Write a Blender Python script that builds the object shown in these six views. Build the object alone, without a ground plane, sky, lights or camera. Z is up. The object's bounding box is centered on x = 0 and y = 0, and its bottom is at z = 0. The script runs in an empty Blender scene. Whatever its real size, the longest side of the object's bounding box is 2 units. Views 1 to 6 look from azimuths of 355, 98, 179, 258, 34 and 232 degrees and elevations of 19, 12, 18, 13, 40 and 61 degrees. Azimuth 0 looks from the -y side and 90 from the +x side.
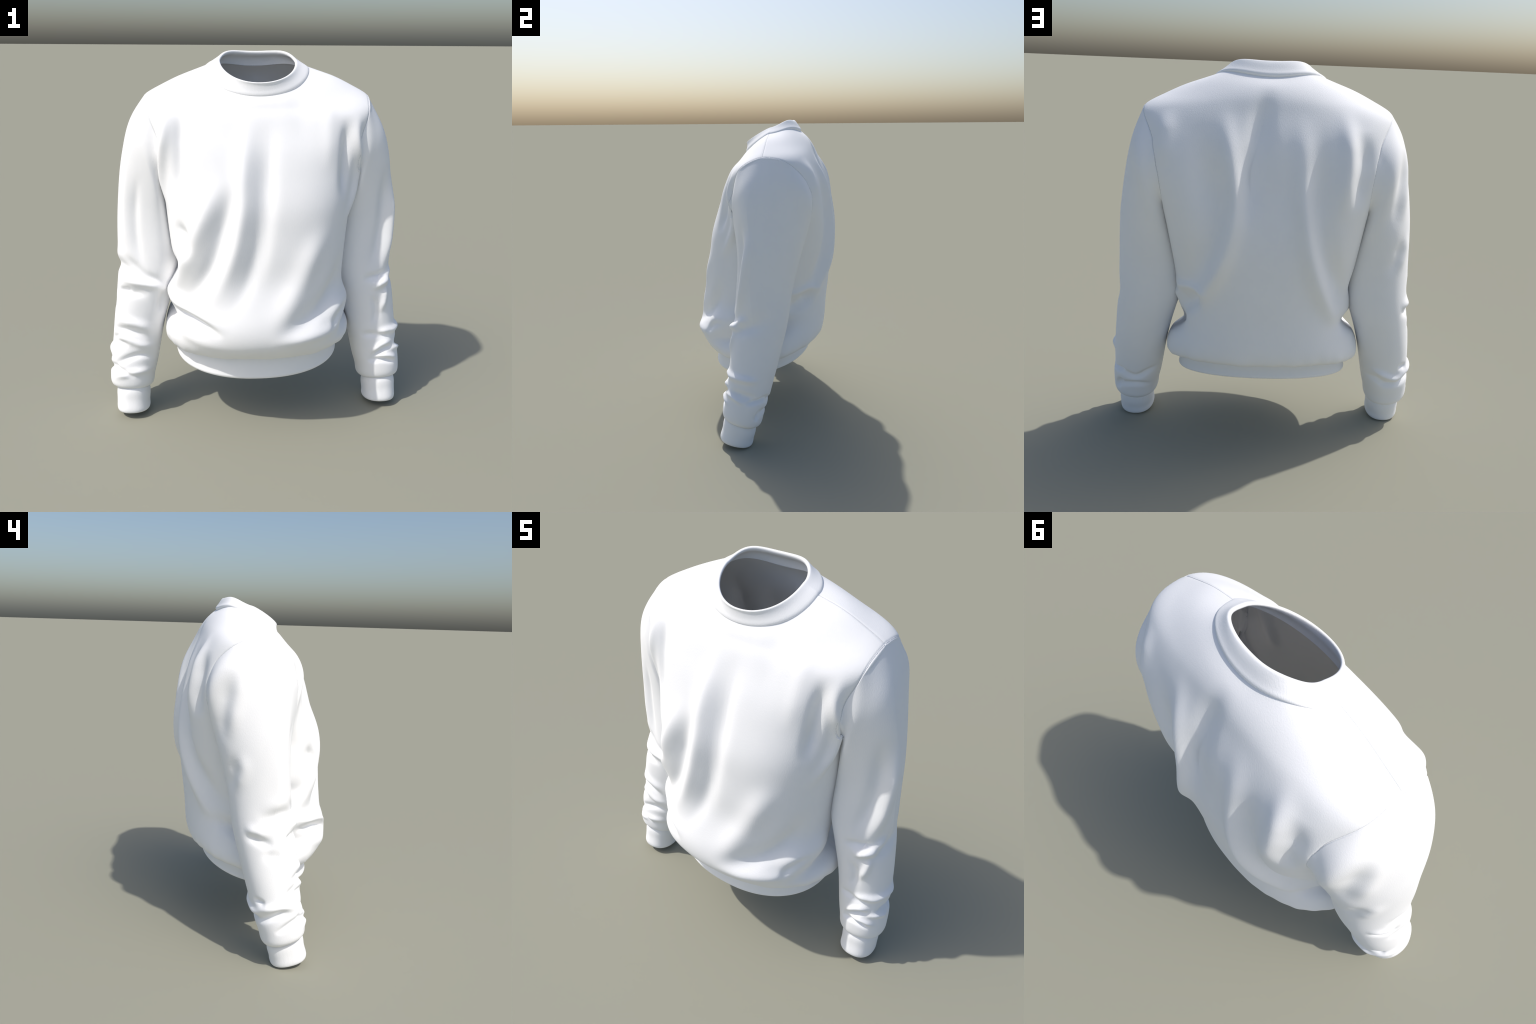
"""A white crew-neck sweatshirt that hangs as if worn: lofted torso and sleeves,
draped folds as displacement strokes, ribbed collar, waistband and cuffs."""
import bpy
import numpy as np

TAU = 2 * np.pi


# ----------------------------------------------------------------- utilities
def spline(knots, values, t):
    """Natural cubic spline through values (K, ...) at knots (K,), sampled at t."""
    knots = np.asarray(knots, float)
    y = np.asarray(values, float)
    shape = y.shape[1:]
    y = y.reshape(len(knots), -1)
    h = np.diff(knots)
    n = len(knots)
    a = np.zeros((n, n))
    r = np.zeros_like(y)
    a[0, 0] = a[-1, -1] = 1
    for i in range(1, n - 1):
        a[i, i - 1], a[i, i], a[i, i + 1] = h[i - 1], 2 * (h[i - 1] + h[i]), h[i]
        r[i] = 6 * ((y[i + 1] - y[i]) / h[i] - (y[i] - y[i - 1]) / h[i - 1])
    m = np.linalg.solve(a, r)
    t = np.asarray(t, float)
    k = np.clip(np.searchsorted(knots, t, side="right") - 1, 0, n - 2)
    hk = h[k][:, None]
    b = ((t - knots[k]) / h[k])[:, None]
    c = 1 - b
    out = c * y[k] + b * y[k + 1] + hk**2 / 6 * ((c**3 - c) * m[k] + (b**3 - b) * m[k + 1])
    return out.reshape((len(t),) + shape)


def closed_spline(angles, values, t):
    """Periodic curve through values at the given angles (radians)."""
    o = np.argsort(np.mod(angles, TAU))
    ang, val = np.mod(np.asarray(angles), TAU)[o], np.asarray(values, float)[o]
    k = min(4, len(ang) - 1)
    ang = np.concatenate([ang[-k:] - TAU, ang, ang[:k] + TAU])
    val = np.concatenate([val[-k:], val, val[:k]])
    return spline(ang, val, np.mod(t, TAU))


def superpower(v, n):
    return np.sign(v) * np.abs(v) ** (2.0 / n)


def smooth(lo, hi, v):
    t = np.clip((v - lo) / (hi - lo), 0, 1)
    return t * t * (3 - 2 * t)


def resample(curve, step):
    curve = np.asarray(curve, float)
    d = np.concatenate([[0], np.cumsum(np.linalg.norm(np.diff(curve, axis=0), axis=1))])
    n = max(3, int(d[-1] / step) + 1)
    if len(curve) > 2:
        return spline(d, curve, np.linspace(0, d[-1], n))
    return curve[0] + (curve[1] - curve[0]) * np.linspace(0, 1, n)[:, None]


def loft(rings, count, head=()):
    """rings (K, U, 3) -> (count, U, 3), spaced evenly along the mean profile;
    `head` gives extra distances close to the first ring."""
    rings = np.asarray(rings)
    step = np.linalg.norm(np.diff(rings, axis=0), axis=2).mean(axis=1)
    knots = np.concatenate([[0], np.cumsum(step)])
    t = np.linspace(0, knots[-1], count)
    t = np.unique(np.concatenate([t[t > max(head, default=-1)], head]))
    return spline(knots, rings, t), knots


def grid_normals(p):
    """Outward normals of a tube grid (V, U, 3): u runs around, v along."""
    du = np.roll(p, -1, axis=1) - np.roll(p, 1, axis=1)
    dv = np.gradient(p, axis=0)
    n = np.cross(du, dv)
    n /= np.linalg.norm(n, axis=2, keepdims=True) + 1e-12
    return n


# ------------------------------------------------------------- fold strokes
class Fold:
    """A soft ridge (height > 0) or crease (height < 0) along a curve on the cloth."""

    def __init__(self, height, width, *curve):
        self.height, self.width = height, width
        self.curve = resample(curve, 0.5 * width)

    def field(self, p):
        pts, reach = self.curve, 2.8 * self.width
        out = np.zeros(p.shape[:2])
        near = ((p > pts.min(axis=0) - reach) & (p < pts.max(axis=0) + reach)).all(axis=2)
        q = p[near]
        if not len(q):
            return out
        best = np.full(len(q), 1e9)
        along = np.zeros(len(q))
        n = len(pts) - 1
        for i in range(n):
            d = pts[i + 1] - pts[i]
            t = np.clip((q - pts[i]) @ d / (d @ d + 1e-12), 0, 1)
            e = ((q - pts[i] - t[:, None] * d) ** 2).sum(axis=1)
            hit = e < best
            best[hit] = e[hit]
            along[hit] = (i + t[hit]) / n
        taper = smooth(0, 0.38, along) * smooth(0, 0.38, 1 - along)
        out[near] = self.height * np.exp(-best / self.width**2) * taper
        return out


def apply_folds(p, folds):
    n = grid_normals(p)
    amount = np.zeros(p.shape[:2])
    for fold in folds:
        amount += fold.field(p)
    return p + n * amount[..., None]


# ---------------------------------------------------------------- materials
def fabric(name, rib=None, dark=(0.94, 0.942, 0.95, 1), light=(0.96, 0.961, 0.966, 1)):
    mat = bpy.data.materials.new(name)
    mat.use_nodes = True
    nt = mat.node_tree
    nt.nodes.clear()
    new, link = nt.nodes.new, nt.links.new
    out = new("ShaderNodeOutputMaterial")
    bsdf = new("ShaderNodeBsdfPrincipled")
    link(bsdf.outputs[0], out.inputs[0])
    bsdf.inputs["Roughness"].default_value = 0.85
    bsdf.inputs["Specular IOR Level"].default_value = 0.25
    co = new("ShaderNodeTexCoord")
    cloud = new("ShaderNodeTexNoise")
    cloud.inputs["Scale"].default_value = 9
    cloud.inputs["Detail"].default_value = 4
    link(co.outputs["Object"], cloud.inputs["Vector"])
    ramp = new("ShaderNodeValToRGB")
    ramp.color_ramp.elements[0].position = 0.3
    ramp.color_ramp.elements[0].color = dark
    ramp.color_ramp.elements[1].position = 0.7
    ramp.color_ramp.elements[1].color = light
    link(cloud.outputs["Fac"], ramp.inputs["Fac"])
    link(ramp.outputs["Color"], bsdf.inputs["Base Color"])
    # fleece grain
    stretch = new("ShaderNodeMapping")
    stretch.inputs["Scale"].default_value = (1.0, 1.0, 0.55)
    link(co.outputs["Object"], stretch.inputs["Vector"])
    grain = new("ShaderNodeTexNoise")
    grain.inputs["Scale"].default_value = 230
    grain.inputs["Detail"].default_value = 3
    grain.inputs["Roughness"].default_value = 0.6
    link(stretch.outputs["Vector"], grain.inputs["Vector"])
    bump = new("ShaderNodeBump")
    bump.inputs["Strength"].default_value = 0.22
    bump.inputs["Distance"].default_value = 0.003
    link(grain.outputs["Fac"], bump.inputs["Height"])
    last = bump
    if rib:  # knitted ribs that run around a ring centred at (x, y)
        cx, cy, count, depth = rib
        sep = new("ShaderNodeSeparateXYZ")
        link(co.outputs["Object"], sep.inputs[0])

        def math(op, a, b):
            m = new("ShaderNodeMath")
            m.operation = op
            for i, v in enumerate((a, b)):
                if isinstance(v, (int, float)):
                    m.inputs[i].default_value = v
                elif v is not None:
                    link(v, m.inputs[i])
            return m.outputs[0]

        ang = math("ARCTAN2", math("SUBTRACT", sep.outputs["Y"], cy), math("SUBTRACT", sep.outputs["X"], cx))
        wave = math("SINE", math("MULTIPLY", ang, float(count)), None)
        ribs = new("ShaderNodeBump")
        ribs.inputs["Strength"].default_value = 0.10
        ribs.inputs["Distance"].default_value = depth
        link(wave, ribs.inputs["Height"])
        link(last.outputs["Normal"], ribs.inputs["Normal"])
        last = ribs
    link(last.outputs["Normal"], bsdf.inputs["Normal"])
    return mat


# ------------------------------------------------------------- mesh building
def mesh_object(name, verts, faces, normals, mat, parent):
    me = bpy.data.meshes.new(name)
    verts, faces = np.asarray(verts, np.float32), np.asarray(faces, np.int32)
    used = np.unique(faces)
    remap = np.full(len(verts), -1, np.int32)
    remap[used] = np.arange(len(used))
    verts, normals, faces = verts[used], np.asarray(normals)[used], remap[faces]
    me.vertices.add(len(verts))
    me.vertices.foreach_set("co", verts.ravel())
    me.loops.add(faces.size)
    me.loops.foreach_set("vertex_index", faces.ravel())
    me.polygons.add(len(faces))
    me.polygons.foreach_set("loop_start", np.arange(0, faces.size, 4, dtype=np.int32))
    me.polygons.foreach_set("use_smooth", np.ones(len(faces), bool))
    me.update(calc_edges=True)
    me.validate()
    me.normals_split_custom_set_from_vertices(normals.astype(np.float32))
    me.materials.append(mat)
    ob = bpy.data.objects.new(name, me)
    bpy.context.collection.objects.link(ob)
    ob.parent = parent
    return ob


def shell(p, thickness):
    """Outer and inner skin of a tube grid: vertices, normals, quads of both skins."""
    n = grid_normals(p)
    v, u = p.shape[:2]
    i = np.arange(v - 1)[:, None] * u
    j = np.arange(u)[None, :]
    k = (j + 1) % u
    quads = np.stack([i + j, i + k, i + u + k, i + u + j], -1).reshape(-1, 4)
    verts = np.concatenate([p.reshape(-1, 3), (p - n * thickness).reshape(-1, 3)])
    norms = np.concatenate([n.reshape(-1, 3), -n.reshape(-1, 3)])
    return verts, norms, quads, quads[:, ::-1] + v * u


# ------------------------------------------------------------------- torso
NU = 520
u = np.arange(NU) / NU * TAU  # 0 = wearer's left side (+x), then the back, -x, the front


def torso_ring(zf, zs, zb, xl, xr, yf, yb, ys, nf, nb, lift=0.0):
    c, s = np.cos(u), np.sin(u)
    back = s > 0
    n = np.where(back, nb, nf)
    x = superpower(c, n)
    x = np.where(c > 0, x * xr, -x * xl)
    f = np.abs(superpower(s, n))
    y = ys + f * np.where(back, yb - ys, yf - ys)
    z = zs + f**1.15 * np.where(back, zb - zs, zf - zs)
    z = z + np.where(back, lift * np.sin(2 * u) ** 2, 0)
    return np.stack([x, y, z], -1)


TORSO = [
    # z front, side, back    x left, right    y front, back, side   squareness front, back
    (0.470, 0.490, 0.565, -0.446, 0.450, -0.334, 0.292, 0.00, 2.2, 2.2),
    (0.456, 0.464, 0.548, -0.470, 0.474, -0.350, 0.322, 0.00, 2.2, 2.2),
    (0.455, 0.449, 0.533, -0.496, 0.500, -0.375, 0.360, 0.00, 2.2, 2.2),
    (0.503, 0.468, 0.548, -0.519, 0.524, -0.424, 0.393, 0.00, 2.2, 2.3),
    (0.565, 0.525, 0.600, -0.522, 0.526, -0.458, 0.412, 0.00, 2.2, 2.3),
    (0.640, 0.600, 0.668, -0.500, 0.503, -0.462, 0.419, 0.00, 2.3, 2.3),
    (0.740, 0.715, 0.770, -0.472, 0.476, -0.436, 0.425, 0.01, 2.4, 2.3),
    (0.870, 0.850, 0.890, -0.462, 0.468, -0.394, 0.437, 0.02, 2.9, 2.3),
    (1.000, 0.990, 1.010, -0.470, 0.476, -0.380, 0.448, 0.03, 3.0, 2.5),
    (1.130, 1.125, 1.130, -0.484, 0.490, -0.367, 0.457, 0.05, 3.0, 2.8),
    (1.260, 1.265, 1.260, -0.498, 0.506, -0.350, 0.454, 0.07, 3.0, 3.3),
    (1.400, 1.420, 1.400, -0.522, 0.532, -0.309, 0.438, 0.08, 2.9, 4.2),
    (1.520, 1.560, 1.530, -0.556, 0.570, -0.266, 0.422, 0.08, 2.9, 4.4),
    (1.615, 1.672, 1.655, -0.590, 0.606, -0.222, 0.396, 0.07, 3.0, 3.4),
    (1.685, 1.752, 1.762, -0.610, 0.626, -0.189, 0.352, 0.06, 2.7, 2.8),
    (1.730, 1.830, 1.838, -0.505, 0.516, -0.163, 0.320, 0.06, 2.3, 2.4),
    (1.763, 1.888, 1.896, -0.378, 0.386, -0.146, 0.278, 0.06, 2.1, 2.1, 0.010),
    (1.793, 1.918, 1.933, -0.270, 0.274, -0.124, 0.231, 0.06, 2.05, 2.1, 0.020),
]
BODY_FOLDS = [  # height, width, curve
    Fold(0.021, 0.045, (-0.04, -0.158, 1.738), (-0.074, -0.234, 1.59), (-0.094, -0.29, 1.456), (-0.11, -0.349, 1.258), (-0.15, -0.378, 1.049), (-0.209, -0.378, 0.876), (-0.295, -0.375, 0.715)),
    Fold(-0.023, 0.045, (0.037, -0.167, 1.723), (0.027, -0.242, 1.574), (0.017, -0.306, 1.409), (-0.003, -0.367, 1.177), (-0.053, -0.386, 0.962), (-0.137, -0.408, 0.797), (-0.229, -0.414, 0.694)),
    Fold(0.028, 0.05, (-0.182, -0.29, 1.441), (-0.265, -0.318, 1.302), (-0.333, -0.321, 1.137), (-0.396, -0.275, 0.967), (-0.474, -0.028, 0.702)),
    Fold(-0.035, 0.05, (-0.103, -0.299, 1.425), (-0.17, -0.341, 1.273), (-0.218, -0.363, 1.114), (-0.273, -0.357, 0.958), (-0.359, -0.31, 0.817), (-0.432, -0.216, 0.723)),
    Fold(0.026, 0.03, (-0.465, -0.092, 1.749), (-0.48, -0.156, 1.63), (-0.49, -0.146, 1.499), (-0.489, -0.12, 1.36), (-0.466, -0.163, 1.197)),
    Fold(-0.024, 0.035, (-0.393, -0.094, 1.765), (-0.399, -0.184, 1.633), (-0.406, -0.213, 1.51), (-0.407, -0.233, 1.383), (-0.387, -0.275, 1.226)),
    Fold(0.006, 0.04, (0.353, -0.093, 1.779), (0.348, -0.185, 1.66), (0.344, -0.227, 1.553), (0.333, -0.268, 1.413)),
    Fold(-0.03, 0.032, (0.441, -0.144, 1.703), (0.441, -0.19, 1.579), (0.434, -0.212, 1.433), (0.417, -0.248, 1.272)),
    Fold(0.032, 0.027, (0.516, -0.112, 1.715), (0.499, -0.156, 1.59), (0.503, -0.126, 1.433), (0.48, -0.153, 1.282), (0.429, -0.242, 1.13)),
    Fold(-0.004, 0.06, (0.235, 0.294, 1.837), (0.201, -0.162, 1.722), (0.21, -0.231, 1.587), (0.214, -0.284, 1.45)),
    Fold(0.02, 0.06, (0.362, -0.302, 1.184), (0.273, -0.354, 1.064), (0.199, -0.378, 0.899), (0.12, -0.423, 0.758), (0.042, -0.463, 0.624)),
    Fold(-0.034, 0.055, (0.412, -0.263, 1.03), (0.401, -0.272, 0.868), (0.31, -0.36, 0.741), (0.17, -0.439, 0.672), (0.033, -0.462, 0.634)),
    Fold(0.018, 0.035, (0.017, -0.462, 0.588), (0.154, -0.449, 0.594), (0.262, -0.416, 0.6), (0.382, -0.335, 0.613), (0.448, -0.233, 0.64)),
    Fold(-0.014, 0.025, (0.453, -0.185, 0.697), (0.408, -0.284, 0.675), (0.378, -0.339, 0.615), (0.363, -0.353, 0.564)),
    Fold(0.022, 0.03, (-0.452, -0.139, 0.79), (-0.413, -0.248, 0.736), (-0.328, -0.352, 0.715), (-0.246, -0.412, 0.676), (-0.182, -0.442, 0.633)),
    Fold(-0.034, 0.022, (-0.464, -0.14, 0.688), (-0.414, -0.262, 0.692), (-0.329, -0.363, 0.677), (-0.263, -0.41, 0.65), (-0.198, -0.439, 0.613)),
    Fold(0.01, 0.035, (-0.504, -0.087, 0.579), (-0.417, -0.296, 0.598), (-0.332, -0.375, 0.576), (-0.248, -0.416, 0.566), (-0.149, -0.443, 0.557)),
    Fold(-0.022, 0.03, (-0.44, -0.218, 1.177), (-0.399, -0.273, 1.132), (-0.378, -0.293, 1.095), (-0.396, -0.277, 0.985)),
    Fold(-0.035, 0.055, (-0.36, -0.3, 0.96), (-0.42, -0.2, 0.92), (-0.46, -0.05, 0.9), (-0.46, 0.1, 0.91), (-0.42, 0.25, 0.94)),
    Fold(0.035, 0.055, (-0.36, -0.32, 0.7), (-0.42, -0.24, 0.73), (-0.46, -0.12, 0.75), (-0.47, 0, 0.77), (-0.45, 0.12, 0.79)),
    Fold(-0.05, 0.045, (-0.36, -0.36, 0.6), (-0.44, -0.25, 0.61), (-0.49, -0.12, 0.63), (-0.49, 0, 0.66), (-0.46, 0.12, 0.695), (-0.4, 0.26, 0.735), (-0.3, 0.36, 0.78)),
    Fold(-0.045, 0.045, (0.36, -0.34, 0.57), (0.44, -0.25, 0.58), (0.49, -0.1, 0.61), (0.49, 0, 0.64), (0.47, 0.12, 0.67), (0.4, 0.27, 0.74)),
    Fold(-0.04, 0.065, (0.48, -0.1, 0.64), (0.48, 0, 0.68), (0.46, 0.12, 0.7), (0.43, 0.22, 0.72), (0.36, 0.32, 0.76)),
    Fold(0.012, 0.03, (0.47, -0.06, 0.85), (0.47, 0.05, 0.845), (0.45, 0.15, 0.835), (0.4, 0.26, 0.825)),
    Fold(0.035, 0.07, (0.32, -0.36, 0.68), (0.38, -0.3, 0.69), (0.44, -0.18, 0.72), (0.47, -0.05, 0.78)),
    Fold(0.04, 0.045, (0.226, 0.317, 1.819), (0.188, 0.377, 1.698), (0.163, 0.418, 1.56), (0.142, 0.436, 1.417), (0.156, 0.451, 1.268), (0.205, 0.439, 1.09), (0.288, 0.377, 0.916), (0.383, 0.289, 0.728)),
    Fold(-0.04, 0.07, (0.327, 0.328, 1.773), (0.297, 0.398, 1.624), (0.264, 0.427, 1.47), (0.247, 0.441, 1.323), (0.27, 0.432, 1.165), (0.34, 0.36, 0.992), (0.413, 0.245, 0.843)),
    Fold(-0.03, 0.042, (-0.005, 0.276, 1.898), (0.028, 0.336, 1.8), (0.056, 0.394, 1.662), (0.076, 0.423, 1.52), (0.09, 0.443, 1.36), (0.105, 0.455, 1.24)),
    Fold(0.032, 0.045, (-0.14, 0.331, 1.806), (-0.156, 0.39, 1.669), (-0.162, 0.424, 1.515), (-0.175, 0.441, 1.37), (-0.202, 0.448, 1.187), (-0.259, 0.402, 0.979), (-0.348, 0.317, 0.793), (-0.467, 0.181, 0.625)),
    Fold(-0.03, 0.05, (-0.251, 0.34, 1.768), (-0.245, 0.399, 1.631), (-0.243, 0.425, 1.489), (-0.257, 0.44, 1.311), (-0.291, 0.422, 1.151), (-0.358, 0.336, 0.975), (-0.449, 0.156, 0.765)),
    Fold(0.026, 0.045, (-0.341, 0.297, 1.812), (-0.362, 0.362, 1.689), (-0.369, 0.4, 1.577), (-0.355, 0.419, 1.432), (-0.352, 0.414, 1.277)),
    Fold(-0.026, 0.045, (-0.433, 0.33, 1.717), (-0.44, 0.369, 1.62), (-0.435, 0.394, 1.49), (-0.428, 0.38, 1.334)),
    Fold(0.014, 0.05, (0.465, 0.283, 1.779), (0.471, 0.348, 1.655), (0.475, 0.38, 1.512)),
    Fold(0.016, 0.025, (0.461, 0.132, 0.911), (0.432, 0.221, 0.907), (0.37, 0.316, 0.928), (0.299, 0.37, 0.92), (0.242, 0.395, 0.892)),
    Fold(-0.045, 0.045, (0.454, 0.146, 0.803), (0.403, 0.259, 0.822), (0.345, 0.328, 0.861), (0.275, 0.376, 0.866)),
]
SLEEVE_FOLDS = {
    1: [
        Fold(0.029, 0.032, (0.732, -0.008, 1.401), (0.741, -0.012, 1.263), (0.742, -0.034, 1.085), (0.722, -0.068, 0.913), (0.68, -0.113, 0.792)),
        Fold(-0.022, 0.035, (0.689, -0.06, 1.45), (0.693, -0.058, 1.273), (0.686, -0.073, 1.087), (0.657, -0.099, 0.945), (0.611, -0.121, 0.827)),
        Fold(-0.018, 0.022, (0.577, -0.12, 0.795), (0.64, -0.121, 0.803), (0.693, -0.105, 0.807), (0.755, -0.055, 0.808)),
        Fold(0.018, 0.022, (0.632, -0.128, 0.73), (0.679, -0.119, 0.755), (0.72, -0.099, 0.766), (0.771, -0.043, 0.771)),
        Fold(0.014, 0.02, (0.726, -0.094, 0.768), (0.728, -0.104, 0.72), (0.723, -0.117, 0.668), (0.696, -0.134, 0.58)),
        Fold(-0.014, 0.022, (0.626, -0.129, 0.703), (0.659, -0.132, 0.665), (0.675, -0.134, 0.604), (0.659, -0.139, 0.509)),
        Fold(-0.016, 0.018, (0.592, -0.111, 0.442), (0.625, -0.134, 0.454), (0.676, -0.146, 0.46), (0.72, -0.146, 0.455), (0.768, -0.134, 0.434)),
        Fold(0.015, 0.02, (0.663, -0.147, 0.442), (0.711, -0.145, 0.471), (0.754, -0.131, 0.48), (0.812, -0.081, 0.45)),
        Fold(0.014, 0.018, (0.645, -0.153, 0.338), (0.69, -0.159, 0.383), (0.736, -0.152, 0.407), (0.79, -0.127, 0.4)),
        Fold(-0.016, 0.015, (0.642, -0.153, 0.292), (0.689, -0.165, 0.343), (0.736, -0.159, 0.373), (0.794, -0.13, 0.38)),
        Fold(0.012, 0.014, (0.677, -0.165, 0.321), (0.715, -0.168, 0.329), (0.764, -0.161, 0.327), (0.825, -0.126, 0.284)),
        Fold(-0.02, 0.014, (0.628, -0.143, 0.305), (0.662, -0.162, 0.301), (0.711, -0.171, 0.309), (0.762, -0.167, 0.3), (0.807, -0.148, 0.279)),
        Fold(0.0168, 0.026, (0.677, -0.113, 0.799), (0.673, -0.116, 0.788), (0.744, -0.069, 0.805), (0.776, -0.006, 0.843)),
        Fold(-0.014, 0.035, (0.706, -0.112, 0.742), (0.763, -0.058, 0.765), (0.784, 0.003, 0.788), (0.774, 0.091, 0.817)),
        Fold(0.0196, 0.022, (0.751, -0.134, 0.47), (0.787, -0.108, 0.475), (0.818, -0.053, 0.473), (0.823, 0.005, 0.467), (0.803, 0.075, 0.456)),
        Fold(-0.0252, 0.022, (0.796, -0.125, 0.39), (0.829, -0.069, 0.378), (0.835, -0.011, 0.362), (0.811, 0.059, 0.348)),
        Fold(-0.0252, 0.014, (0.841, -0.027, 0.324), (0.832, 0.021, 0.329), (0.799, 0.074, 0.334), (0.743, 0.109, 0.347)),
        Fold(0.014, 0.014, (0.762, -0.153, 0.364), (0.82, -0.104, 0.358), (0.836, -0.069, 0.342), (0.843, -0.027, 0.312)),
        Fold(-0.0196, 0.014, (0.817, 0.034, 0.192), (0.808, 0.049, 0.224), (0.794, 0.068, 0.258), (0.767, 0.085, 0.268)),
        Fold(-0.0196, 0.018, (0.805, 0.068, 0.367), (0.781, 0.089, 0.34), (0.74, 0.104, 0.318), (0.701, 0.105, 0.302), (0.654, 0.103, 0.32), (0.617, 0.092, 0.342), (0.572, 0.039, 0.361)),
        Fold(-0.0168, 0.018, (0.838, 0.005, 0.218), (0.763, 0.08, 0.245), (0.706, 0.09, 0.249), (0.648, 0.071, 0.241), (0.609, 0.025, 0.232)),
        Fold(-0.01, 0.06, (0.72, -0.1, 0.84), (0.76, -0.05, 0.83), (0.775, 0.02, 0.82), (0.77, 0.1, 0.83), (0.74, 0.16, 0.85)),
    ],
    -1: [
        Fold(0.01, 0.03, (-0.678, -0.061, 1.486), (-0.699, -0.049, 1.312), (-0.71, -0.05, 1.135), (-0.692, -0.076, 0.978), (-0.64, -0.113, 0.858)),
        Fold(-0.012, 0.025, (-0.616, -0.103, 1.426), (-0.643, -0.083, 1.285), (-0.654, -0.082, 1.107), (-0.635, -0.103, 0.948), (-0.596, -0.121, 0.841)),
        Fold(-0.012, 0.022, (-0.736, -0.042, 0.967), (-0.673, -0.094, 0.909), (-0.622, -0.117, 0.859), (-0.554, -0.115, 0.824), (-0.488, -0.053, 0.768)),
        Fold(0.018, 0.022, (-0.764, -0.027, 0.81), (-0.66, -0.115, 0.81), (-0.573, -0.12, 0.794), (-0.498, -0.059, 0.743)),
        Fold(-0.014, 0.022, (-0.777, -0.023, 0.749), (-0.737, -0.086, 0.749), (-0.663, -0.123, 0.752), (-0.593, -0.124, 0.737)),
        Fold(-0.016, 0.025, (-0.523, -0.091, 0.759), (-0.535, -0.09, 0.691), (-0.548, -0.087, 0.61)),
        Fold(0.016, 0.026, (-0.794, -0.063, 0.579), (-0.707, -0.132, 0.582), (-0.638, -0.134, 0.556), (-0.589, -0.111, 0.492)),
        Fold(-0.014, 0.018, (-0.813, -0.034, 0.515), (-0.728, -0.131, 0.535), (-0.675, -0.14, 0.52), (-0.616, -0.129, 0.472)),
        Fold(0.014, 0.02, (-0.811, -0.063, 0.479), (-0.749, -0.131, 0.489), (-0.66, -0.146, 0.452), (-0.575, -0.091, 0.42)),
        Fold(-0.012, 0.016, (-0.814, -0.07, 0.447), (-0.77, -0.125, 0.46), (-0.714, -0.148, 0.446)),
        Fold(-0.016, 0.018, (-0.828, -0.107, 0.309), (-0.755, -0.155, 0.363), (-0.663, -0.155, 0.39), (-0.581, -0.083, 0.324)),
        Fold(-0.018, 0.014, (-0.829, -0.098, 0.325), (-0.792, -0.15, 0.31), (-0.731, -0.175, 0.284), (-0.687, -0.175, 0.263)),
        Fold(0.014, 0.02, (-0.831, -0.125, 0.234), (-0.74, -0.174, 0.286), (-0.65, -0.159, 0.294), (-0.594, -0.092, 0.268)),
        Fold(-0.001, 0.05, (-0.7, -0.1, 0.84), (-0.74, -0.06, 0.86), (-0.76, 0, 0.87), (-0.76, 0.08, 0.9), (-0.73, 0.16, 0.92)),
        Fold(0.014, 0.045, (-0.628, 0.221, 1.668), (-0.656, 0.201, 1.594), (-0.664, 0.207, 1.517), (-0.667, 0.226, 1.439), (-0.665, 0.244, 1.334), (-0.647, 0.264, 1.261)),
        Fold(-0.016, 0.055, (-0.63, 0.247, 1.637), (-0.642, 0.256, 1.566), (-0.643, 0.265, 1.494), (-0.639, 0.278, 1.409), (-0.62, 0.293, 1.31), (-0.557, 0.294, 1.211)),
        Fold(0.007, 0.034, (-0.683, 0.221, 1.205), (-0.704, 0.189, 1.17), (-0.711, 0.177, 1.117), (-0.698, 0.193, 1.059), (-0.651, 0.227, 0.991)),
        Fold(-0.01, 0.04, (-0.642, 0.26, 1.189), (-0.665, 0.236, 1.154), (-0.668, 0.228, 1.108), (-0.653, 0.232, 1.048), (-0.595, 0.242, 0.984)),
        Fold(0.004, 0.04, (-0.756, 0.102, 0.891), (-0.766, 0.05, 0.924), (-0.752, -0.023, 0.948), (-0.685, -0.085, 0.932), (-0.654, -0.102, 0.907)),
        Fold(-0.015, 0.034, (-0.755, 0.116, 0.843), (-0.768, 0.064, 0.865), (-0.76, -0.015, 0.888), (-0.698, -0.088, 0.866), (-0.666, -0.11, 0.827)),
        Fold(0.012, 0.03, (-0.714, 0.178, 0.799), (-0.748, 0.137, 0.797), (-0.769, 0.093, 0.788), (-0.782, 0.04, 0.764)),
        Fold(-0.016, 0.025, (-0.715, 0.177, 0.762), (-0.751, 0.136, 0.761), (-0.77, 0.1, 0.75), (-0.784, 0.056, 0.733), (-0.791, 0.017, 0.705)),
        Fold(-0.014, 0.016, (-0.689, -0.108, 0.786), (-0.711, -0.101, 0.766), (-0.751, -0.071, 0.752), (-0.772, -0.047, 0.728)),
        Fold(-0.008, 0.03, (-0.779, 0.092, 0.688), (-0.796, 0.032, 0.667), (-0.787, -0.041, 0.668)),
        Fold(-0.012, 0.016, (-0.746, -0.128, 0.511), (-0.781, -0.107, 0.494), (-0.807, -0.077, 0.473), (-0.824, -0.034, 0.433)),
        Fold(0.016, 0.022, (-0.723, 0.111, 0.338), (-0.795, 0.078, 0.367), (-0.825, 0.02, 0.382), (-0.826, -0.068, 0.385), (-0.792, -0.135, 0.36)),
        Fold(-0.014, 0.016, (-0.749, 0.118, 0.416), (-0.79, 0.086, 0.408), (-0.81, 0.058, 0.399)),
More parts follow.
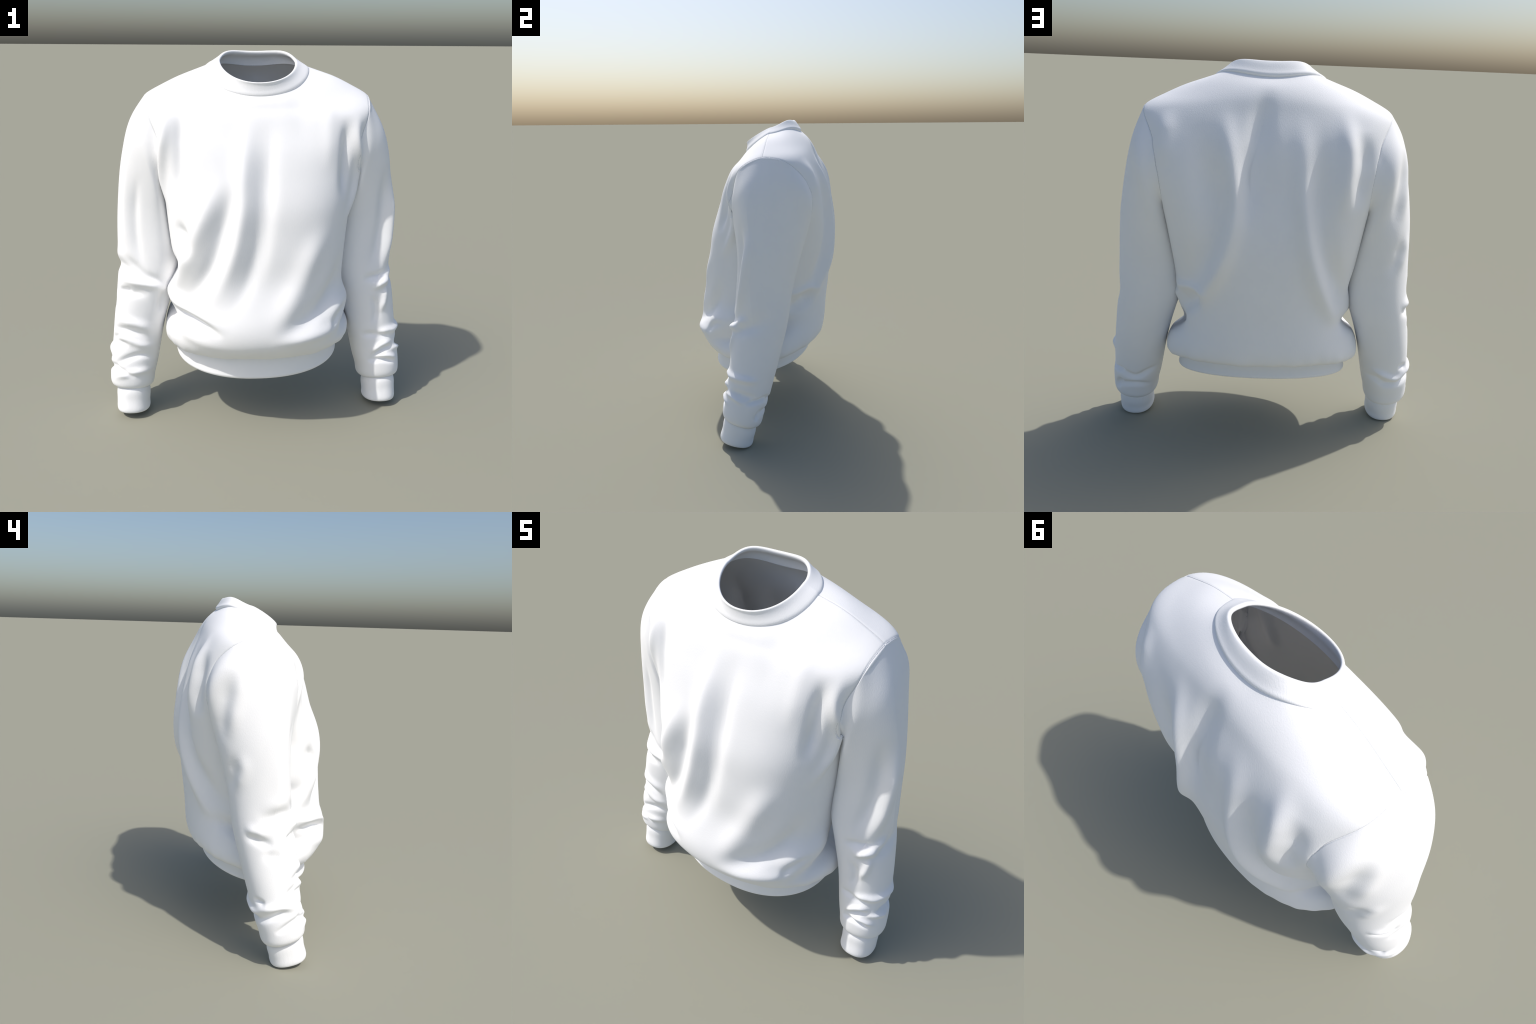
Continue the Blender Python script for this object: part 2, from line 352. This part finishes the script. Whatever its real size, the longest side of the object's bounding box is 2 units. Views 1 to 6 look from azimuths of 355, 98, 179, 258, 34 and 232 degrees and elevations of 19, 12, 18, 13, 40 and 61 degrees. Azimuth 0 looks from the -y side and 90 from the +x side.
        Fold(-0.02, 0.018, (-0.744, 0.093, 0.274), (-0.8, 0.069, 0.31), (-0.829, 0.02, 0.337), (-0.834, -0.027, 0.36), (-0.828, -0.085, 0.349)),
        Fold(-0.02, 0.016, (-0.779, -0.157, 0.312), (-0.825, -0.112, 0.309), (-0.842, -0.068, 0.291), (-0.844, -0.028, 0.265), (-0.832, 0.017, 0.235)),
        Fold(-0.0196, 0.018, (-0.573, 0.042, 0.353), (-0.599, 0.078, 0.344), (-0.643, 0.104, 0.333), (-0.693, 0.105, 0.304), (-0.75, 0.097, 0.302), (-0.813, 0.053, 0.314)),
        Fold(0.0168, 0.018, (-0.591, 0.095, 0.401), (-0.636, 0.118, 0.389), (-0.685, 0.12, 0.365), (-0.744, 0.107, 0.342), (-0.806, 0.064, 0.365)),
    ],
}
#FOLDS#

torso, _ = loft([torso_ring(*row) for row in TORSO], 420)
torso = apply_folds(torso, BODY_FOLDS)
low = np.exp(-(((torso[..., 2] - 0.49 - 0.12 * torso[..., 1]) / 0.05) ** 2))
gather = 0.5 * np.sin(5 * u + 0.7) + 0.35 * np.sin(13 * u + 2.1) + 0.3 * np.sin(29 * u + np.sin(3 * u) * 2)
torso = torso + grid_normals(torso) * (0.0042 * gather[None, :] * low)[..., None]

# ------------------------------------------------------------------ sleeves
NP = 260
phi = -np.arange(NP) / NP * TAU  # 0 = outer side, then front, inner side, back

ARMHOLE = [  # right-hand seam, from the shoulder tip down the front and up the back
    (0.592, 0.060, 1.785), (0.589, 0.000, 1.773), (0.583, -0.045, 1.751), (0.578, -0.080, 1.722),
    (0.568, -0.102, 1.683), (0.557, -0.120, 1.641), (0.543, -0.134, 1.595), (0.522, -0.143, 1.545),
    (0.508, -0.138, 1.470), (0.492, -0.110, 1.390), (0.478, -0.040, 1.310), (0.468, 0.070, 1.262),
    (0.470, 0.180, 1.275), (0.484, 0.280, 1.330), (0.505, 0.345, 1.420), (0.516, 0.367, 1.490),
    (0.518, 0.361, 1.528), (0.521, 0.355, 1.566), (0.529, 0.340, 1.602), (0.536, 0.325, 1.638),
    (0.546, 0.298, 1.674), (0.558, 0.256, 1.708), (0.570, 0.192, 1.741), (0.586, 0.099, 1.774),
]
SLEEVE = [
    # inner x, z      outer x, z     y front, back   squareness, forward tilt, y outer, front lean
    (0.478, 1.275, 0.642, 1.700, -0.133, 0.355, 2.10, 0.00, 0.050, 0.10),
    (0.468, 1.190, 0.688, 1.595, -0.128, 0.336, 2.05, 0.01, 0.000, 0.20),
    (0.455, 1.100, 0.726, 1.440, -0.115, 0.300, 2.05, 0.02, -0.010, 0.30),
    (0.442, 1.010, 0.752, 1.270, -0.104, 0.267, 2.05, 0.03, 0.010, 0.30),
    (0.436, 0.910, 0.767, 1.100, -0.106, 0.240, 2.05, 0.03, 0.005, 0.30),
    (0.446, 0.815, 0.775, 0.940, -0.116, 0.224, 2.1, 0.03, 0.010, 0.25),
    (0.475, 0.720, 0.786, 0.800, -0.124, 0.206, 2.15, 0.03, 0.020, 0.15),
    (0.506, 0.620, 0.800, 0.675, -0.131, 0.180, 2.2, 0.03, 0.015, 0.05),
    (0.532, 0.520, 0.813, 0.560, -0.136, 0.156, 2.2, 0.03),
    (0.551, 0.430, 0.824, 0.460, -0.145, 0.132, 2.2, 0.03),
    (0.567, 0.350, 0.834, 0.375, -0.158, 0.112, 2.2, 0.03),
    (0.585, 0.270, 0.846, 0.290, -0.171, 0.090, 2.2, 0.03),
    (0.600, 0.210, 0.850, 0.225, -0.180, 0.070, 2.2, 0.03),
    (0.614, 0.163, 0.842, 0.177, -0.177, 0.050, 2.2, 0.03),
    (0.636, 0.150, 0.824, 0.163, -0.166, 0.024, 2.2, 0.03),
]
CUFF = [
    (0.640, 0.150, 0.820, 0.162, -0.163, 0.022, 2.2, 0.03),
    (0.637, 0.135, 0.825, 0.147, -0.172, 0.024, 2.2, 0.03),
    (0.638, 0.090, 0.828, 0.100, -0.183, 0.018, 2.3, 0.025),
    (0.640, 0.058, 0.829, 0.063, -0.194, 0.010, 2.3, 0.02),
    (0.640, 0.036, 0.829, 0.040, -0.199, 0.007, 2.3, 0.018),
    (0.648, 0.022, 0.822, 0.023, -0.193, 0.000, 2.3, 0.018),
    (0.662, 0.020, 0.808, 0.020, -0.180, -0.012, 2.3, 0.018),
    (0.668, 0.034, 0.802, 0.034, -0.174, -0.018, 2.3, 0.018),
    (0.664, 0.080, 0.802, 0.085, -0.160, -0.004, 2.3, 0.015),
]


def sleeve_ring(xi, zi, xo, zo, yf, yb, n, tilt, yo=None, lean=0.0):
    """One cross-section. yo is where the outer edge sits, lean draws the front inwards."""
    c, s = superpower(np.cos(phi), n), superpower(np.sin(phi), n)
    half = (xo - xi) / 2
    x = xi + half + c * half - lean * half * np.maximum(-s, 0) * smooth(-1, 0.4, c)
    z = (zi + zo) / 2 + c * (zo - zi) / 2 - s * tilt
    yc = (yf + yb) / 2
    ym = yc + ((yc if yo is None else yo) - yc) * smooth(-0.9, 1.0, c)
    y = ym + np.where(s > 0, s * (yb - ym), s * (ym - yf))
    return np.stack([x, y, z], -1)


def nearest_on(p, points):
    flat = p.reshape(-1, 3)
    n = grid_normals(p).reshape(-1, 3)
    out = []
    for q in points:
        i = np.argmin(((flat - q) ** 2).sum(1))
        out.append(q - n[i] * ((q - flat[i]) @ n[i]))
    return np.array(out)


def armhole_depth(c, seam):
    """How far points lie inside the armhole seam, seen from the side."""
    py, pz = seam[:, 1], seam[:, 2]
    my, mz = py.mean(), pz.mean()
    ang = np.arctan2(pz - mz, py - my)
    r = np.hypot(py - my, pz - mz)
    o = np.argsort(ang)
    a = np.concatenate([ang[o] - TAU, ang[o], ang[o] + TAU])
    rr = np.tile(r[o], 3)
    q = np.arctan2(c[..., 2] - mz, c[..., 1] - my)
    return np.interp(q, a, rr) - np.hypot(c[..., 1] - my, c[..., 2] - mz)


def build_sleeve(side):
    width = 0.972 if side < 0 else 1.0
    seam = np.array(ARMHOLE) * (side * width, 1, 1)
    seam = nearest_on(torso, seam) * (side, 1, 1)
    rings = [sleeve_ring(*row) for row in SLEEVE]
    row = SLEEVE[0]
    axis = np.array([row[2] - row[0], row[3] - row[1]])
    half = np.linalg.norm(axis) / 2
    axis /= np.linalg.norm(axis)
    mid = seam.mean(axis=0)
    a = ((seam[:, 0] - mid[0]) * axis[0] + (seam[:, 2] - mid[2]) * axis[1]) / half
    b = (seam[:, 1] - mid[1]) / ((row[5] - row[4]) / 2)
    ang = np.arctan2(b, a)
    want = np.arctan2(superpower(np.sin(phi), 2.2), superpower(np.cos(phi), 2.2))
    start = closed_spline(ang, seam, want)
    start = nearest_on(torso, start * (side, 1, 1)) * (side, 1, 1)
    p, knots = loft([start] + rings, 400, (0, 0.001, 0.002, 0.0035, 0.005, 0.007, 0.010))
    # the first centimetre rolls under, so that the armhole reads as a sewn seam
    n = grid_normals(p)
    along = np.linalg.norm(p - p[0][None], axis=2)
    p = p - n * (0.0045 * np.exp(-((along / 0.003) ** 2)))[..., None]
    p[..., 0] *= side
    if side < 0:  # the right arm hangs a little closer to the body
        p[..., 0] *= 1 - 0.010 * smooth(1.72, 1.5, p[..., 2])
        p[..., 0] *= 1 + 0.007 * smooth(0.9, 0.5, p[..., 2])
        p = p[:, ::-1]
    return p, start * (side, 1, 1)


sleeves = {side: build_sleeve(side) for side in (1, -1)}

# the torso rolls under along both armholes, the shoulder and the side seams
normals = grid_normals(torso)
groove = np.zeros(torso.shape[:2])
for side, (_, seam) in sleeves.items():
    near = np.where(torso[..., 0] * side > 0.40)
    q = torso[near]
    d = np.full(len(q), 1e9)
    for k in seam:
        d = np.minimum(d, ((q - k) ** 2).sum(1))
    groove[near] = np.maximum(groove[near], np.exp(-d / 0.004**2))
torso = torso - normals * (0.0028 * groove)[..., None]
for side, (_, seam) in sleeves.items():  # what lies under the sleeve sinks out of its way
    depth = np.where(torso[..., 0] * side > 0.40, armhole_depth(torso, seam), 0.0)
    torso = torso - normals * (0.008 * smooth(0.002, 0.012, depth))[..., None]
ridge = np.abs(np.sin(u))[None, :] * 0.3
span = np.minimum(np.abs(np.arange(NU) - 0), NU - np.arange(NU))
span = np.minimum(span, np.abs(np.arange(NU) - NU // 2))
line = np.where(span == 0, 1.0, np.where(span == 1, 0.35, 0.0))
torso = torso - grid_normals(torso) * (0.0032 * line)[None, :, None]

# ------------------------------------------------------------------ assemble
cotton = fabric("white_fleece")
neck_rib = fabric("collar_rib", (0.0, 0.06, 300, 0.0010))
band_rib = fabric("waistband_rib", (0.0, 0.0, 420, 0.0010))
cuff_rib = {1: fabric("cuff_rib", (0.733, -0.085, 90, 0.0010)), -1: fabric("cuff_rib", (-0.715, -0.085, 90, 0.0010))}

shirt = bpy.data.objects.new("sweatshirt", None)
bpy.context.collection.objects.link(shirt)
shirt["label"] = "white crew-neck fleece sweatshirt hanging as if worn, long sleeves"
shirt["category"] = "sweatshirt"

verts, norms, outer, inner = shell(torso, 0.007)
centre = verts[outer].mean(axis=1)


keep = np.ones(len(outer), bool)
for side, (_, seam) in sleeves.items():
    keep &= ~((centre[:, 0] * side > 0.40) & (armhole_depth(centre, seam) > 0.014))
is_back = np.tile(np.arange(NU) < NU // 2, len(outer) // NU)
for name, pick in (("back_panel", is_back), ("front_panel", ~is_back)):
    faces = np.concatenate([outer[keep & pick], inner[keep & pick]])
    mesh_object(name, verts, faces, norms, cotton, shirt)

for side, (p, _) in sleeves.items():
    p = apply_folds(p, SLEEVE_FOLDS[side])
    verts, norms, outer, inner = shell(p, 0.006)
    sleeve = mesh_object("sleeve", verts, np.concatenate([outer, inner]), norms, cotton, shirt)
    width = 0.985 if side < 0 else 1.0
    rings = np.array([sleeve_ring(*row) for row in CUFF])
    rings[..., 0] *= side * width
    if side < 0:
        rings = rings[:, ::-1]
    c, _ = loft(rings, 110)
    verts, norms, outer, _ = shell(c, 0.0)
    mesh_object("cuff", verts, outer, norms, cuff_rib[side], sleeve)

# waistband: a rolled tube of rib hanging below the seam
BAND = [
    (0.490, 0.505, 0.585, -0.440, 0.444, -0.326, 0.284, 0.0, 2.2, 2.2),
    (0.462, 0.480, 0.555, -0.444, 0.448, -0.332, 0.290, 0.0, 2.2, 2.2),
    (0.400, 0.430, 0.492, -0.454, 0.458, -0.344, 0.302, 0.0, 2.2, 2.2),
    (0.345, 0.385, 0.450, -0.462, 0.466, -0.351, 0.311, 0.0, 2.2, 2.2),
    (0.330, 0.372, 0.435, -0.463, 0.467, -0.351, 0.312, 0.0, 2.2, 2.2),
    (0.322, 0.366, 0.428, -0.458, 0.462, -0.345, 0.307, 0.0, 2.2, 2.2),
    (0.328, 0.372, 0.434, -0.452, 0.456, -0.339, 0.301, 0.0, 2.2, 2.2),
    (0.400, 0.430, 0.492, -0.442, 0.446, -0.330, 0.290, 0.0, 2.2, 2.2),
    (0.490, 0.505, 0.585, -0.432, 0.436, -0.318, 0.276, 0.0, 2.2, 2.2),
]
b, _ = loft(np.array([torso_ring(*row) for row in BAND])[:, ::-1], 120)
verts, norms, outer, _ = shell(b, 0.0)
mesh_object("waistband", verts, outer, norms, band_rib, shirt)

# collar: rolled rib from the neck seam up to the lip and down inside
COLLAR = [
    (1.785, 1.905, 1.922, -0.266, 0.270, -0.118, 0.226, 0.06, 2.05, 2.1, 0.020),
    (1.790, 1.913, 1.931, -0.270, 0.274, -0.124, 0.235, 0.06, 2.05, 2.1, 0.020),
    (1.793, 1.918, 1.936, -0.2715, 0.2755, -0.1275, 0.240, 0.06, 2.05, 2.1, 0.0195),
    (1.796, 1.921, 1.940, -0.2705, 0.2745, -0.1282, 0.2405, 0.06, 2.05, 2.1, 0.019),
    (1.812, 1.932, 1.956, -0.253, 0.260, -0.1255, 0.232, 0.06, 2.05, 2.15, 0.016),
    (1.830, 1.942, 1.976, -0.229, 0.238, -0.123, 0.218, 0.06, 2.05, 2.2, 0.014),
    (1.849, 1.953, 1.996, -0.205, 0.217, -0.125, 0.203, 0.06, 2.1, 2.35, 0.012),
    (1.854, 1.956, 2.000, -0.199, 0.211, -0.126, 0.198, 0.06, 2.1, 2.4, 0.012),
    (1.857, 1.956, 2.001, -0.193, 0.206, -0.122, 0.193, 0.06, 2.1, 2.4, 0.012),
    (1.855, 1.952, 1.998, -0.188, 0.201, -0.117, 0.188, 0.06, 2.1, 2.4, 0.012),
    (1.848, 1.945, 1.990, -0.188, 0.201, -0.114, 0.187, 0.06, 2.1, 2.4, 0.012),
    (1.826, 1.934, 1.968, -0.218, 0.227, -0.112, 0.206, 0.06, 2.05, 2.2, 0.014),
    (1.795, 1.910, 1.935, -0.254, 0.259, -0.114, 0.222, 0.06, 2.05, 2.1, 0.018),
    (1.780, 1.900, 1.925, -0.258, 0.263, -0.112, 0.224, 0.06, 2.05, 2.1, 0.018),
]
c, _ = loft([torso_ring(*row) for row in COLLAR], 140)
verts, norms, outer, _ = shell(c, 0.0)
mesh_object("collar", verts, outer, norms, neck_rib, shirt)

# seam lines: thin tubes, greyer than the cloth, along the grooves of the armholes and the shoulders
seam_grey = fabric("seam_line_grey", None, (0.66, 0.67, 0.69, 1), (0.72, 0.73, 0.75, 1))


def seam_line_tube(path, closed, radius=0.0013, sides=8):
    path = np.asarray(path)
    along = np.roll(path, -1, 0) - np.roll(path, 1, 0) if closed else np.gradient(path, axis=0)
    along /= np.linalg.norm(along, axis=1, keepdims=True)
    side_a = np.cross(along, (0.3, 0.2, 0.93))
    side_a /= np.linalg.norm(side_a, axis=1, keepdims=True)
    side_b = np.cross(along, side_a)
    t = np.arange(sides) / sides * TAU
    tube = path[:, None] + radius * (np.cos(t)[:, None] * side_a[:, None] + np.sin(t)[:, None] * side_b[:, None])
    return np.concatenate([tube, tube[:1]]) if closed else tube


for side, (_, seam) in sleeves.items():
    tube = seam_line_tube(nearest_on(torso, seam), True)
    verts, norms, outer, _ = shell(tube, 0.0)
    mesh_object("armhole_seam", verts, outer, norms, seam_grey, shirt)
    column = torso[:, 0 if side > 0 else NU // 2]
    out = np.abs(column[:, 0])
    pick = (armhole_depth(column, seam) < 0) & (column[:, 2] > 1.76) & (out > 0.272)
    tube = seam_line_tube(column[pick] + (0, 0, 0.0010), False, 0.0010)
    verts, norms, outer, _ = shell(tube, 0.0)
    mesh_object("shoulder_seam", verts, outer, norms, seam_grey, shirt)
